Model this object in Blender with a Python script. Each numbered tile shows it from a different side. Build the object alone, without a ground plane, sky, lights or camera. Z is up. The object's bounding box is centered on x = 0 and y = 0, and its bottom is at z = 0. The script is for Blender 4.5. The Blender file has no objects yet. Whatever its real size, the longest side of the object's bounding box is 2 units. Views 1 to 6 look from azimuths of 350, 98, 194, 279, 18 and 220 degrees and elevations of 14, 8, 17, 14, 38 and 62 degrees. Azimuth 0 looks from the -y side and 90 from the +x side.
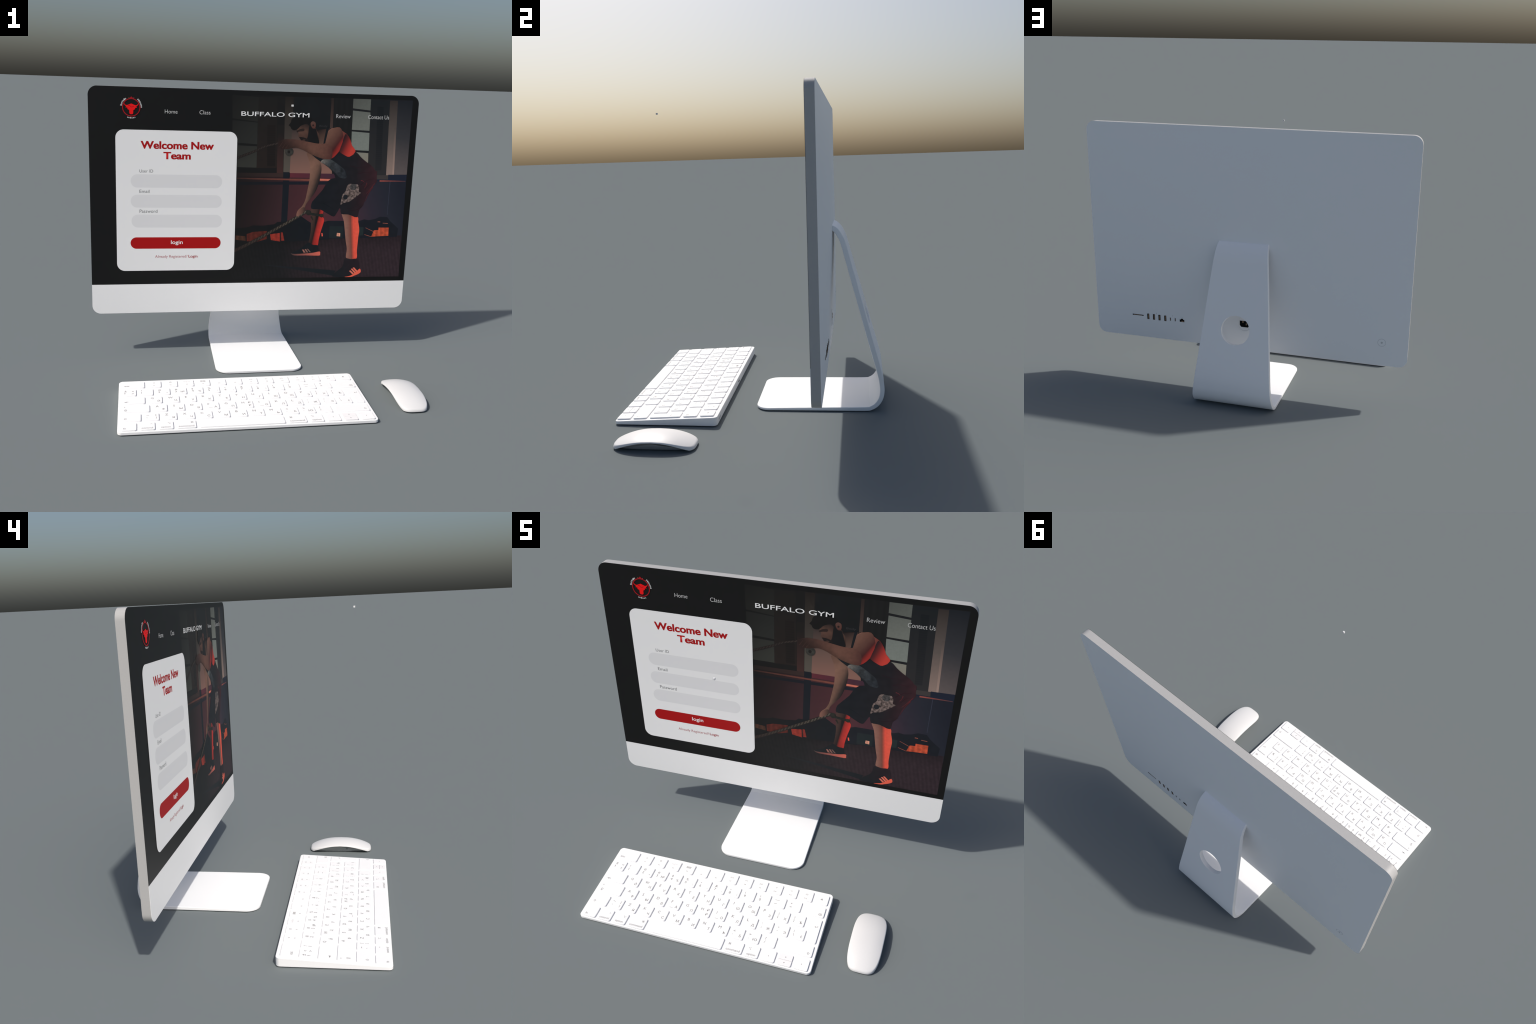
"""Desk set: an all-in-one desktop computer on a bent foot, a flat keyboard and a mouse."""
import bpy, bmesh, math, random
from mathutils import Vector, Matrix

random.seed(7)
SCN = bpy.context.scene.collection

# ------------------------------------------------------------------ materials
FRONT_LIGHT = 0.66          # how bright a white vertical front face shows under this set


def lin(c):
    c = c / 255.0
    return c / 12.92 if c <= 0.04045 else ((c + 0.055) / 1.055) ** 2.4


def albedo(rgb):
    """display colour as it shows on the upright screen -> base colour of the surface"""
    return tuple(min(0.95, max(0.0, lin(v) / FRONT_LIGHT - 0.011)) for v in rgb) + (1.0,)


def new_mat(name, rough=0.5, metallic=0.0, spec=0.5):
    m = bpy.data.materials.new(name)
    m.use_nodes = True
    b = m.node_tree.nodes["Principled BSDF"]
    b.inputs["Roughness"].default_value = rough
    b.inputs["Metallic"].default_value = metallic
    b.inputs["Specular IOR Level"].default_value = spec
    return m, m.node_tree.nodes, m.node_tree.links, b


def grain_mat(name, col, rough=0.5, metallic=0.0, amount=0.03, scale=140.0, spec=0.5):
    """plain finish with a very fine value grain"""
    m, n, l, b = new_mat(name, rough, metallic, spec)
    tc = n.new("ShaderNodeTexCoord")
    no = n.new("ShaderNodeTexNoise")
    no.inputs["Scale"].default_value = scale
    no.inputs["Detail"].default_value = 3.0
    l.new(tc.outputs["Object"], no.inputs["Vector"])
    r = n.new("ShaderNodeValToRGB")
    r.color_ramp.elements[0].position = 0.3
    r.color_ramp.elements[1].position = 0.7
    r.color_ramp.elements[0].color = tuple(v * (1 - amount) for v in col[:3]) + (1,)
    r.color_ramp.elements[1].color = tuple(min(1, v * (1 + amount)) for v in col[:3]) + (1,)
    l.new(no.outputs["Fac"], r.inputs["Fac"])
    l.new(r.outputs["Color"], b.inputs["Base Color"])
    return m


def paint_mat(name, stops, a=None, b=None, mottle=0.0, mscale=60.0, rough=0.5, lines=None, shade=None):
    """screen paint: colour stops (position, rgb) run along the line a->b on the screen (x, z);
    mottle adds blotchy value noise, lines=(scale, angle, strength) adds fine stripes,
    shade=(p, q, value) paints in shading, scaling the colour from 1 at p to value at q"""
    m, n, l, bs = new_mat(name, rough, spec=0.3)
    if a is None:
        src = n.new("ShaderNodeRGB")
        src.outputs[0].default_value = albedo(stops)
        out = src.outputs[0]
        tc = n.new("ShaderNodeTexCoord")
    else:
        tc = n.new("ShaderNodeTexCoord")
        d = Vector((b[0] - a[0], 0, b[1] - a[1]))
        L2 = d.length_squared
        sub = n.new("ShaderNodeVectorMath"); sub.operation = 'SUBTRACT'
        sub.inputs[1].default_value = (a[0], 0, a[1])
        dot = n.new("ShaderNodeVectorMath"); dot.operation = 'DOT_PRODUCT'
        dot.inputs[1].default_value = d / L2
        l.new(tc.outputs["Object"], sub.inputs[0])
        l.new(sub.outputs[0], dot.inputs[0])
        r = n.new("ShaderNodeValToRGB")
        e = r.color_ramp.elements
        while len(e) < len(stops):
            e.new(0.5)
        for k, (p, c) in enumerate(stops):
            e[k].position = p
            e[k].color = albedo(c)
        l.new(dot.outputs["Value"], r.inputs["Fac"])
        out = r.outputs["Color"]
    if mottle > 0:
        no = n.new("ShaderNodeTexNoise")
        no.inputs["Scale"].default_value = mscale
        no.inputs["Detail"].default_value = 4.0
        l.new(tc.outputs["Object"], no.inputs["Vector"])
        mr = n.new("ShaderNodeMapRange")
        mr.inputs["From Min"].default_value = 0.3
        mr.inputs["From Max"].default_value = 0.7
        mr.inputs["To Min"].default_value = 1 - mottle
        mr.inputs["To Max"].default_value = 1 + mottle
        l.new(no.outputs["Fac"], mr.inputs["Value"])
        mul = n.new("ShaderNodeVectorMath"); mul.operation = 'SCALE'
        l.new(out, mul.inputs[0]); l.new(mr.outputs[0], mul.inputs["Scale"])
        out = mul.outputs[0]
    if shade:
        p, q, val = shade
        d = Vector((q[0] - p[0], 0, q[1] - p[1]))
        sub = n.new("ShaderNodeVectorMath"); sub.operation = 'SUBTRACT'
        sub.inputs[1].default_value = (p[0], 0, p[1])
        dot = n.new("ShaderNodeVectorMath"); dot.operation = 'DOT_PRODUCT'
        dot.inputs[1].default_value = d / d.length_squared
        l.new(tc.outputs["Object"], sub.inputs[0])
        l.new(sub.outputs[0], dot.inputs[0])
        mr = n.new("ShaderNodeMapRange"); mr.interpolation_type = 'SMOOTHSTEP'
        mr.inputs["To Min"].default_value = 1.0
        mr.inputs["To Max"].default_value = val
        l.new(dot.outputs["Value"], mr.inputs["Value"])
        mul = n.new("ShaderNodeVectorMath"); mul.operation = 'SCALE'
        l.new(out, mul.inputs[0]); l.new(mr.outputs[0], mul.inputs["Scale"])
        out = mul.outputs[0]
    if lines:
        wv = n.new("ShaderNodeTexWave")
        wv.inputs["Scale"].default_value = lines[0]
        wv.inputs["Distortion"].default_value = 1.0
        mp = n.new("ShaderNodeMapping")
        mp.inputs["Rotation"].default_value = (0, lines[1], 0)
        l.new(tc.outputs["Object"], mp.inputs["Vector"])
        l.new(mp.outputs[0], wv.inputs["Vector"])
        mr = n.new("ShaderNodeMapRange")
        mr.inputs["To Min"].default_value = 1 - lines[2]
        mr.inputs["To Max"].default_value = 1 + lines[2]
        l.new(wv.outputs["Fac"], mr.inputs["Value"])
        mul = n.new("ShaderNodeVectorMath"); mul.operation = 'SCALE'
        l.new(out, mul.inputs[0]); l.new(mr.outputs[0], mul.inputs["Scale"])
        out = mul.outputs[0]
    l.new(out, bs.inputs["Base Color"])
    return m


WHITE = grain_mat("white_anodised_shell", (0.985, 0.985, 0.985), 0.5, amount=0.008)
RIM = grain_mat("grey_metal_rim", (0.46, 0.455, 0.45), 0.5, amount=0.02)
KEYWHITE = grain_mat("white_key_plastic", (0.985, 0.98, 0.98), 0.5, amount=0.01)
HALFKEY = grain_mat("offwhite_half_key", (0.955, 0.940, 0.943), 0.5, amount=0.01)
LEGEND = grain_mat("grey_legend_ink", (0.17, 0.166, 0.166), 0.6, amount=0.05)
MOUSEWHITE = grain_mat("white_mouse_shell", (0.785, 0.78, 0.78), 0.45, amount=0.008)
MOUSEBASE = grain_mat("grey_mouse_base", (0.40, 0.41, 0.415), 0.5, amount=0.03)
GLASS = paint_mat("black_screen_glass", (26, 26, 26), rough=0.5)
PORTBLACK = grain_mat("black_port_plastic", (0.004, 0.004, 0.004), 0.6, spec=0.08)
COPPER = grain_mat("copper_contacts", (0.30, 0.18, 0.10), 0.5, amount=0.2)
LENS = grain_mat("pale_lens_cube", (0.8, 0.8, 0.8), 0.5)
SYMBOL = grain_mat("grey_symbol", (0.45, 0.46, 0.48), 0.6)
SEAM = grain_mat("dark_seam", (0.62, 0.63, 0.64), 0.6)


# ------------------------------------------------------------------ mesh helpers
def add(name, me, parent=None, mat=None, smooth_angle=None):
    o = bpy.data.objects.new(name, me)
    SCN.objects.link(o)
    if parent:
        o.parent = parent
    if mat:
        me.materials.append(mat)
    if smooth_angle is not None:
        for p in me.polygons:
            p.use_smooth = True
        me.set_sharp_from_angle(angle=math.radians(smooth_angle))
    return o


def mesh_from(name, verts, faces):
    me = bpy.data.meshes.new(name)
    me.from_pydata([tuple(v) for v in verts], [], faces)
    me.update()
    bm = bmesh.new(); bm.from_mesh(me)
    bmesh.ops.recalc_face_normals(bm, faces=bm.faces[:])
    bm.to_mesh(me); bm.free()
    return me


def empty(name, label, category):
    o = bpy.data.objects.new(name, None)
    SCN.objects.link(o)
    o["label"] = label
    o["category"] = category
    return o


def round_rect(x0, x1, y0, y1, r, seg=10, corners=(1, 1, 1, 1)):
    """counter-clockwise outline from the lower left corner; corners flags LL, LR, UR, UL"""
    pts = []
    for k, (cx, cy, a0) in enumerate(((x0, y0, 180), (x1, y0, 270), (x1, y1, 0), (x0, y1, 90))):
        if not corners[k]:
            pts.append((cx, cy)); continue
        ccx = cx + (r if k in (0, 3) else -r)
        ccy = cy + (r if k in (0, 1) else -r)
        for i in range(seg + 1):
            t = math.radians(a0 + 90.0 * i / seg)
            pts.append((ccx + r * math.cos(t), ccy + r * math.sin(t)))
    return pts


def spline(pts, n=6, closed=True):
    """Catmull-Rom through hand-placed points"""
    out = []
    N = len(pts)
    rng = range(N) if closed else range(N - 1)
    for i in rng:
        g = (lambda k: pts[k % N]) if closed else (lambda k: pts[min(max(k, 0), N - 1)])
        p0, p1, p2, p3 = g(i - 1), g(i), g(i + 1), g(i + 2)
        for j in range(n):
            t = j / n
            out.append(tuple(0.5 * (2 * b + (c - a) * t + (2 * a - 5 * b + 4 * c - d) * t * t
                                    + (-a + 3 * b - 3 * c + d) * t ** 3)
                             for a, b, c, d in zip(p0, p1, p2, p3)))
    if not closed:
        out.append(tuple(pts[-1]))
    return out


def prism(outline, axis, lo, hi, name="prism"):
    """extrude a 2D outline; axis 'y': (x,z) outline, 'z': (x,y) outline"""
    def P(p, h):
        return (p[0], h, p[1]) if axis == 'y' else (p[0], p[1], h)
    n = len(outline)
    bm = bmesh.new()
    a = [bm.verts.new(P(p, lo)) for p in outline]
    b = [bm.verts.new(P(p, hi)) for p in outline]
    bm.faces.new(a); bm.faces.new(b[::-1])
    for i in range(n):
        bm.faces.new((a[i], b[i], b[(i + 1) % n], a[(i + 1) % n]))
    bm.normal_update()
    bmesh.ops.triangulate(bm, faces=[f for f in bm.faces if len(f.verts) > 4])
    bmesh.ops.recalc_face_normals(bm, faces=bm.faces[:])
    me = bpy.data.meshes.new(name)
    bm.to_mesh(me); bm.free()
    return me


def loft(rings, name, cap_first=True, cap_last=True):
    n = len(rings[0])
    verts = [p for r in rings for p in r]
    faces = []
    for k in range(len(rings) - 1):
        for i in range(n):
            j = (i + 1) % n
            faces.append((k * n + i, k * n + j, (k + 1) * n + j, (k + 1) * n + i))
    if cap_first:
        faces.append(tuple(range(n)))
    if cap_last:
        faces.append(tuple(range((len(rings) - 1) * n, len(rings) * n)))
    return mesh_from(name, verts, faces)


_font = {}


def text_bm(body, x0, x1, y0, y1, bold=0.0, keep_aspect=False, align='L'):
    """lettering as filled faces in a bmesh, its ink fitted to the box (x0..x1, y0..y1);
    with keep_aspect the height rules and the text is aligned L/C/R in the box"""
    key = (body, bold)
    if key not in _font:
        cu = bpy.data.curves.new("lettering", 'FONT')
        cu.body = body
        cu.offset = bold
        cu.resolution_u = 8
        ob = bpy.data.objects.new("lettering", cu)
        SCN.objects.link(ob)
        bpy.context.view_layer.update()
        dg = bpy.context.evaluated_depsgraph_get()
        me = bpy.data.meshes.new_from_object(ob.evaluated_get(dg))
        bpy.data.objects.remove(ob); bpy.data.curves.remove(cu)
        _font[key] = me
    bm = bmesh.new()
    bm.from_mesh(_font[key])
    xs = [v.co.x for v in bm.verts]; ys = [v.co.y for v in bm.verts]
    w = max(xs) - min(xs); h = max(ys) - min(ys)
    sy = (y1 - y0) / h
    sx = sy if keep_aspect else (x1 - x0) / w
    ox = x0
    if keep_aspect:
        ox = {'L': x0, 'C': (x0 + x1) / 2 - w * sx / 2, 'R': x1 - w * sx}[align]
    mx, my = min(xs), min(ys)
    for v in bm.verts:
        v.co = Vector((ox + (v.co.x - mx) * sx, y0 + (v.co.y - my) * sy, 0))
    return bm


def bm_mesh(bms, name, xf=None):
    me = bpy.data.meshes.new(name)
    out = bmesh.new()
    for b in bms:
        t = bpy.data.meshes.new("t")
        b.to_mesh(t); b.free()
        out.from_mesh(t)
        bpy.data.meshes.remove(t)
    if xf:
        for v in out.verts:
            v.co = xf(v.co)
    out.to_mesh(me); out.free()
    return me


# ================================================================== COMPUTER
computer = empty("desktop_computer",
                 "white slim all-in-one computer with login page on screen", "computer")

FRONT = 0.3595
LAYER = 0.000015            # step between the printed layers of the screen picture
Z0, Z1 = 0.276, 1.646
EDGE_Y = 0.4025
ZC = 0.93
CORNER = 0.052


def smooth01(t):
    t = min(1.0, max(0.0, t))
    return t * t * (3 - 2 * t)


def bulge(x, z):
    """the back swells gently: a dome round the hinge, flatter and broader towards the bottom"""
    u = min(1.0, abs(x))
    if z >= ZC:
        v = min(1.0, (z - ZC) / (Z1 - ZC))
        return 0.0275 * (1 - v ** 1.75) * (1 - u * u) ** 1.05
    low = smooth01((ZC - z) / 0.50)
    amp = 0.0275 + (0.0095 - 0.0275) * low
    amp *= 1 - max(0.0, (0.45 - z) / (0.45 - Z0)) ** 2.2
    return amp * ((1 - low) * (1 - u * u) ** 1.05 + low * (1 - u ** 4.5))


outline = round_rect(-1.0, 1.0, Z0, Z1, CORNER, 12)
# densify the straight edges so that the bulged back stays smooth
dense = []
for i, p in enumerate(outline):
    q = outline[(i + 1) % len(outline)]
    L = math.dist(p, q)
    k = max(1, int(L / 0.05))
    for j in range(k):
        dense.append((p[0] + (q[0] - p[0]) * j / k, p[1] + (q[1] - p[1]) * j / k))

# rim: the band that runs round the four edges
ring = lambda y, s=1.0: [(p[0] * s, y, ZC + (p[1] - ZC) * s) for p in dense]
add("rim", loft([ring(FRONT + 0.0012), ring(EDGE_Y)], "rim", False, False), computer, RIM, 40)

# bulged back, concentric rings shrinking on its middle
rings = [ring(EDGE_Y)]
for s in [1 - 0.03 * k for k in range(1, 33)]:
    rings.append([(p[0] * s, EDGE_Y + bulge(p[0] * s, ZC + (p[1] - ZC) * s), ZC + (p[1] - ZC) * s)
                  for p in dense])
add("back_shell", loft(rings, "back_shell", False, True), computer, WHITE, 40)

SPLIT = 0.4615
add("chin", prism(round_rect(-1, 1, Z0, SPLIT, CORNER, 12, (1, 1, 0, 0)), 'y', FRONT, FRONT + 0.0012),
    computer, WHITE, 30)
screen = add("screen", prism(round_rect(-1, 1, SPLIT, Z1, CORNER, 12, (0, 0, 1, 1)), 'y',
                             FRONT, FRONT + 0.0012), computer, GLASS, 30)

# ------------------------------------------------------------------ foot
# side profile of the bent sheet: (y, z) of its outer face, from the tip of the base to the hinge
T = 0.0265
outer = [(0.009, 0.001), (0.20, 0.001), (0.40, 0.001), (0.585, 0.001), (0.625, 0.007), (0.657, 0.027),
         (0.680, 0.060), (0.690, 0.100), (0.689, 0.140), (0.678, 0.205), (0.634, 0.370), (0.590, 0.537),
         (0.546, 0.703), (0.512, 0.832), (0.500, 0.877), (0.487, 0.912), (0.468, 0.945), (0.447, 0.966),
         (0.425, 0.976)]
half_w = [(0.0, 0.266), (0.30, 0.260), (0.60, 0.253), (0.70, 0.248), (0.80, 0.236), (0.90, 0.2265),
          (1.00, 0.217), (1.12, 0.206), (1.25, 0.1945), (1.40, 0.181), (1.55, 0.1665), (1.72, 0.1485)]
arc = spline(outer, 4, closed=False)
slen = [0.0]
for a, b in zip(arc, arc[1:]):
    slen.append(slen[-1] + math.dist(a, b))


def lerp_tab(t, tab):
    for (a, fa), (b, fb) in zip(tab, tab[1:]):
        if t <= b:
            return fa + (fb - fa) * (t - a) / (b - a)
    return tab[-1][1]


def foot_mesh():
    R = 0.075                               # rounded front corners of the base
    stations = []
    # extra stations in the rounded tip
    S = sorted(set([R * (1 - math.cos(math.radians(9 * k))) for k in range(11)]
                   + [s for s in slen if s > R + 0.005]))
    rings = []
    for s in S:
        # position and normal on the outer curve
        for i in range(len(slen) - 1):
            if s <= slen[i + 1] + 1e-9:
                break
        f = (s - slen[i]) / max(1e-9, slen[i + 1] - slen[i])
        p = Vector(arc[i]).lerp(Vector(arc[i + 1]), f)
        i0, i1 = max(0, i - 1), min(len(arc) - 1, i + 2)
        d = (Vector(arc[i1]) - Vector(arc[i0])).normalized()
        nrm = Vector((-d.y, d.x))           # towards the inside of the bend
        th = 0.0110 + (T - 0.0110) * min(1.0, s / 0.9) ** 0.9
        w = lerp_tab(s, half_w)
        if s < R:
            w -= R - math.sqrt(max(0.0, R * R - (R - s) ** 2))
        q = p + nrm * th
        e = 0.0025                          # softened long edges
        ring = []
        for (x, h) in ((-w + e, 0), (w - e, 0), (w, e), (w, th - e), (w - e, th), (-w + e, th),
                       (-w, th - e), (-w, e)):
            c = p + nrm * h
            ring.append((x, c.x, c.y))
        rings.append(ring)
    return loft(rings, "foot")


foot_me = foot_mesh()
foot = add("foot", foot_me, computer, WHITE)
# round cable hole through the upright sheet
HOLE_C = Vector((0, 0.5915, 0.4785))
sheet_dir = Vector((0, 0.634 - 0.590, 0.370 - 0.537)).normalized()
hole_axis = Vector((0, -sheet_dir.z, sheet_dir.y))
bm = bmesh.new()
bmesh.ops.create_cone(bm, cap_ends=True, segments=64, radius1=0.088, radius2=0.088, depth=0.14)
rot = Vector((0, 0, 1)).rotation_difference(hole_axis).to_matrix().to_4x4()
bmesh.ops.transform(bm, matrix=Matrix.Translation(HOLE_C) @ rot, verts=bm.verts[:])
cm = bpy.data.meshes.new("cutter"); bm.to_mesh(cm); bm.free()
cut = add("cutter", cm)
md = foot.modifiers.new("hole", 'BOOLEAN'); md.operation = 'DIFFERENCE'; md.object = cut; md.solver = 'EXACT'
bpy.context.view_layer.update()
dg = bpy.context.evaluated_depsgraph_get()
newme = bpy.data.meshes.new_from_object(foot.evaluated_get(dg))
foot.modifiers.clear(); foot.data = newme
bpy.data.objects.remove(cut)
for p in newme.polygons:
    p.use_smooth = True
newme.set_sharp_from_angle(angle=math.radians(28))


# ------------------------------------------------------------------ back details
def back_y(x, z):
    return EDGE_Y + bulge(x, z)


def on_back(name, outl, mat, parent, proud=0.0012, depth=0.004):
    cx = sum(p[0] for p in outl) / len(outl); cz = sum(p[1] for p in outl) / len(outl)
    y = back_y(cx, cz)
    return add(name, prism(outl, 'y', y - depth, y + proud), parent, mat, 30)


ports = on_back("card_slot", round_rect(0.676, 0.753, 0.4235, 0.4295, 0.0029, 6), PORTBLACK, computer)
on_back("slot_contacts", round_rect(0.685, 0.744, 0.4253, 0.4278, 0.0012, 3), COPPER, ports, 0.0018)
for xc in (0.644, 0.605, 0.567, 0.527):
    u = on_back("wide_port", round_rect(xc - 0.0065, xc + 0.0065, 0.4055, 0.4425, 0.001, 2), PORTBLACK, computer)
    on_back("port_tongue", round_rect(xc - 0.004, xc + 0.0005, 0.4085, 0.4395, 0.0006, 2), COPPER, u, 0.002)
for xc in (0.4925, 0.4595):
    u = on_back("small_port", round_rect(xc - 0.0027, xc + 0.0027, 0.4115, 0.4325, 0.0026, 6), PORTBLACK, computer)
    on_back("port_tongue", round_rect(xc - 0.0009, xc + 0.0009, 0.4145, 0.4295, 0.0006, 2), COPPER, u, 0.002)
net = on_back("network_port", [(0.3985, 0.4125), (0.4285, 0.4125), (0.4285, 0.4275), (0.4215, 0.4275),
                               (0.4185, 0.434), (0.4085, 0.434), (0.4055, 0.4275), (0.3985, 0.4275)],
              PORTBLACK, computer)
on_back("port_tongue", round_rect(0.402, 0.417, 0.4135, 0.4205, 0.0006, 2), COPPER, net, 0.002)
# faint port symbols
for k, (xc, zc, pts) in enumerate((
        (0.587, 0.4495, [(0, -0.006), (0, 0.006)]), (0.587, 0.4495, [(-0.003, 0.001), (0.003, 0.001)]),
        (0.476, 0.4465, [(0.002, -0.005), (-0.002, 0.005)]),
        (0.414, 0.4445, [(-0.007, 0), (-0.003, 0)]), (0.414, 0.4445, [(0.003, 0), (0.007, 0)]))):
    (ax, az), (bx, bz) = pts
    dx, dz = bx - ax, bz - az
    L = math.hypot(dx, dz); nx, nz = -dz / L * 0.0008, dx / L * 0.0008
    on_back("port_symbol", [(xc + ax + nx, zc + az + nz), (xc + bx + nx, zc + bz + nz),
                            (xc + bx - nx, zc + bz - nz), (xc + ax - nx, zc + az - nz)], SEAM, computer, 0.0006)


def annulus(cx, cz, r0, r1, ylo, yhi, n=48):
    rr = []
    for (r, y) in ((r0, ylo), (r0, yhi), (r1, yhi), (r1, ylo)):
        rr.append([(cx + r * math.cos(2 * math.pi * i / n), y, cz + r * math.sin(2 * math.pi * i / n))
                   for i in range(n)])
    return loft(rr + [rr[0]], "annulus", False, False)


def circle(cx, cz, r, n=40):
    return [(cx + r * math.cos(2 * math.pi * i / n), cz + r * math.sin(2 * math.pi * i / n)) for i in range(n)]


BX, BZ = -0.845, 0.4255
by = back_y(BX, BZ)
button = on_back("power_button", circle(BX, BZ, 0.0225), WHITE, computer, 0.0006)
add("button_seam", annulus(BX, BZ, 0.0225, 0.0243, by - 0.003, by + 0.0008), button, SEAM, 30)
add("button_symbol", annulus(BX, BZ, 0.0022, 0.0056, by - 0.003, by + 0.0014), button, SYMBOL, 30)

# power inlet seen through the hole of the foot
iy = back_y(0, 0.442)
inlet = add("power_inlet", annulus(0, 0.442, 0.040, 0.052, iy - 0.006, iy + 0.0035), computer, WHITE, 60)
on_back("inlet_socket", [(-0.031, 0.438), (-0.021, 0.426), (0.021, 0.426), (0.031, 0.438),
                         (0.031, 0.467), (-0.031, 0.467)], PORTBLACK, inlet, 0.0015)
for (px, pz) in ((0.010, 0.461), (-0.012, 0.447), (-0.022, 0.461)):
    on_back("inlet_pin", round_rect(px - 0.0035, px + 0.0035, pz - 0.006, pz + 0.006, 0.001, 2), COPPER, inlet, 0.004)

# little pale cube hanging in the air in front of the screen
bm = bmesh.new()
bmesh.ops.create_cube(bm, size=0.0088)
bmesh.ops.translate(bm, vec=(0.0025, -0.5248, 1.5922), verts=bm.verts[:])
cm = bpy.data.meshes.new("camera_cube"); bm.to_mesh(cm); bm.free()
add("camera_cube", cm, computer, LENS)

# ================================================================== SCREEN CONTENT
# Everything below is drawn on the upright screen plane in (x, z); later pieces lie in front of earlier ones.
_layer = [0]


def plate(name, outl, mat, smooth=0, parent=None):
    """thin tile laid on the screen"""
    _layer[0] += 1
    y = FRONT - LAYER * _layer[0]
    if smooth:
        outl = spline(outl, smooth)
    return add(name, prism(outl, 'y', y, y + LAYER * 0.8), parent or screen, mat)


def label(name, body, x0, x1, z0, z1, mat, bold=0.0, tilt=0.0):
    """lettering laid on the screen, ink box given"""
    _layer[0] += 1
    y = FRONT - LAYER * _layer[0]
    b = text_bm(body, x0, x1, z0, z1, bold)
    me = bm_mesh([b], name, lambda c: Vector((c.x, y, c.y)))
    return add(name, me, screen, mat)


def stroke(pts, w0, w1, n=6):
    """outline of a tapered line through points"""
    c = spline(pts, n, closed=False)
    left, right = [], []
    for i, p in enumerate(c):
        a = c[max(0, i - 1)]; b = c[min(len(c) - 1, i + 1)]
        d = Vector((b[0] - a[0], b[1] - a[1])).normalized()
        w = (w0 + (w1 - w0) * i / (len(c) - 1)) / 2
        left.append((p[0] - d.y * w, p[1] + d.x * w))
        right.append((p[0] + d.y * w, p[1] - d.x * w))
    return left + right[::-1]


def rect(x0, x1, z0, z1):
    return [(x0, z0), (x1, z0), (x1, z1), (x0, z1)]


PM = paint_mat


def rope(name, pts, w0, w1, dark, light, count):
    """dark core with a row of slanting lighter strands laid over it"""
    plate(name, stroke(pts, w0, w1), dark)
    c = spline(pts, 24, closed=False)
    cum = [0.0]
    for a, b in zip(c, c[1:]):
        cum.append(cum[-1] + math.dist(a, b))
    _layer[0] += 1
    y = FRONT - LAYER * _layer[0]
    bm = bmesh.new()
    for k in range(count):
        f = (k + 0.5) / count
        i = max(1, min(len(c) - 2, next(q for q, v in enumerate(cum) if v >= f * cum[-1])))
        d = Vector((c[i + 1][0] - c[i - 1][0], c[i + 1][1] - c[i - 1][1])).normalized()
        n = Vector((-d.y, d.x))
        w = w0 + (w1 - w0) * f
        g = cum[-1] / count
        m = Vector(c[i])
        q = [m - d * g * 0.62 - n * w * 0.30, m - d * g * 0.10 - n * w * 0.36, m + d * g * 0.62 + n * w * 0.24,
             m + d * g * 0.20 + n * w * 0.40]
        bm.faces.new([bm.verts.new((p.x, y, p.y)) for p in q])
    bmesh.ops.recalc_face_normals(bm, faces=bm.faces[:])
    me = bpy.data.meshes.new("rope_strands"); bm.to_mesh(me); bm.free()
    o = add("rope_strands", me, screen, light)
    o["kind"] = "stuff"


# --- gym room behind the athlete
plate("photo_wall", rect(-0.17, 0.960, 0.490, 1.618),
      PM("photo_wall", [(0, (26, 26, 26)), (0.35, (31, 30, 30)), (1, (33, 34, 37))], (-0.17, 1), (0.96, 1)))
plate("window_pane", [(-0.165, 1.618), (-0.008, 1.609), (-0.009, 1.465), (-0.162, 1.482)],
      PM("pane_dim", [(0, (30, 30, 29)), (1, (39, 39, 37))], (-0.16, 1.6), (0.0, 1.45)))
plate("window_pane", [(-0.162, 1.471), (-0.009, 1.46), (-0.008, 1.331), (-0.16, 1.34)],
      PM("pane_dim_middle", [(0, (33, 33, 32)), (1, (43, 44, 42))], (-0.16, 1.47), (0.0, 1.33)))
plate("window_pane", [(-0.16, 1.324), (-0.008, 1.319), (-0.007, 1.19), (-0.16, 1.192)],
      PM("pane_dim_low", [(0, (40, 40, 38)), (1, (52, 53, 49))], (-0.14, 1.33), (0.0, 1.19)))
plate("shutter", [(-0.008, 1.609), (0.104, 1.612), (0.119, 1.19), (-0.007, 1.188)],
      PM("shutter_brown", [(0, (32, 31, 30)), (1, (38, 33, 31))], (0, 1.6), (0, 1.2), mottle=0.06, mscale=40))
plate("shutter_panel", [(0.050, 1.45), (0.100, 1.45), (0.108, 1.20), (0.058, 1.20)],
      PM("shutter_slats", (32, 29, 28), lines=(22, math.pi / 2, 0.1)))
plate("window_frame", [(0.114, 1.45), (0.154, 1.45), (0.159, 1.159), (0.120, 1.159)],
      PM("frame_red", [(0, (33, 31, 30)), (1, (60, 42, 40))], (0, 1.40), (0, 1.16)))
plate("wall_panel", [(0.198, 1.47), (0.438, 1.482), (0.470, 1.158), (0.201, 1.160)],
      PM("pink_plaster", [(0, (48, 44, 43)), (0.45, (92, 74, 68)), (1, (122, 90, 80))], (0.30, 1.46), (0.36, 1.16)))
plate("wall_post", [(0.154, 1.616), (0.205, 1.617), (0.201, 1.160), (0.161, 1.159)],
      PM("pale_post", [(0, (36, 33, 31)), (0.5, (60, 55, 51)), (1, (80, 75, 68))], (0.18, 1.61), (0.18, 1.16)))
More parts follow.
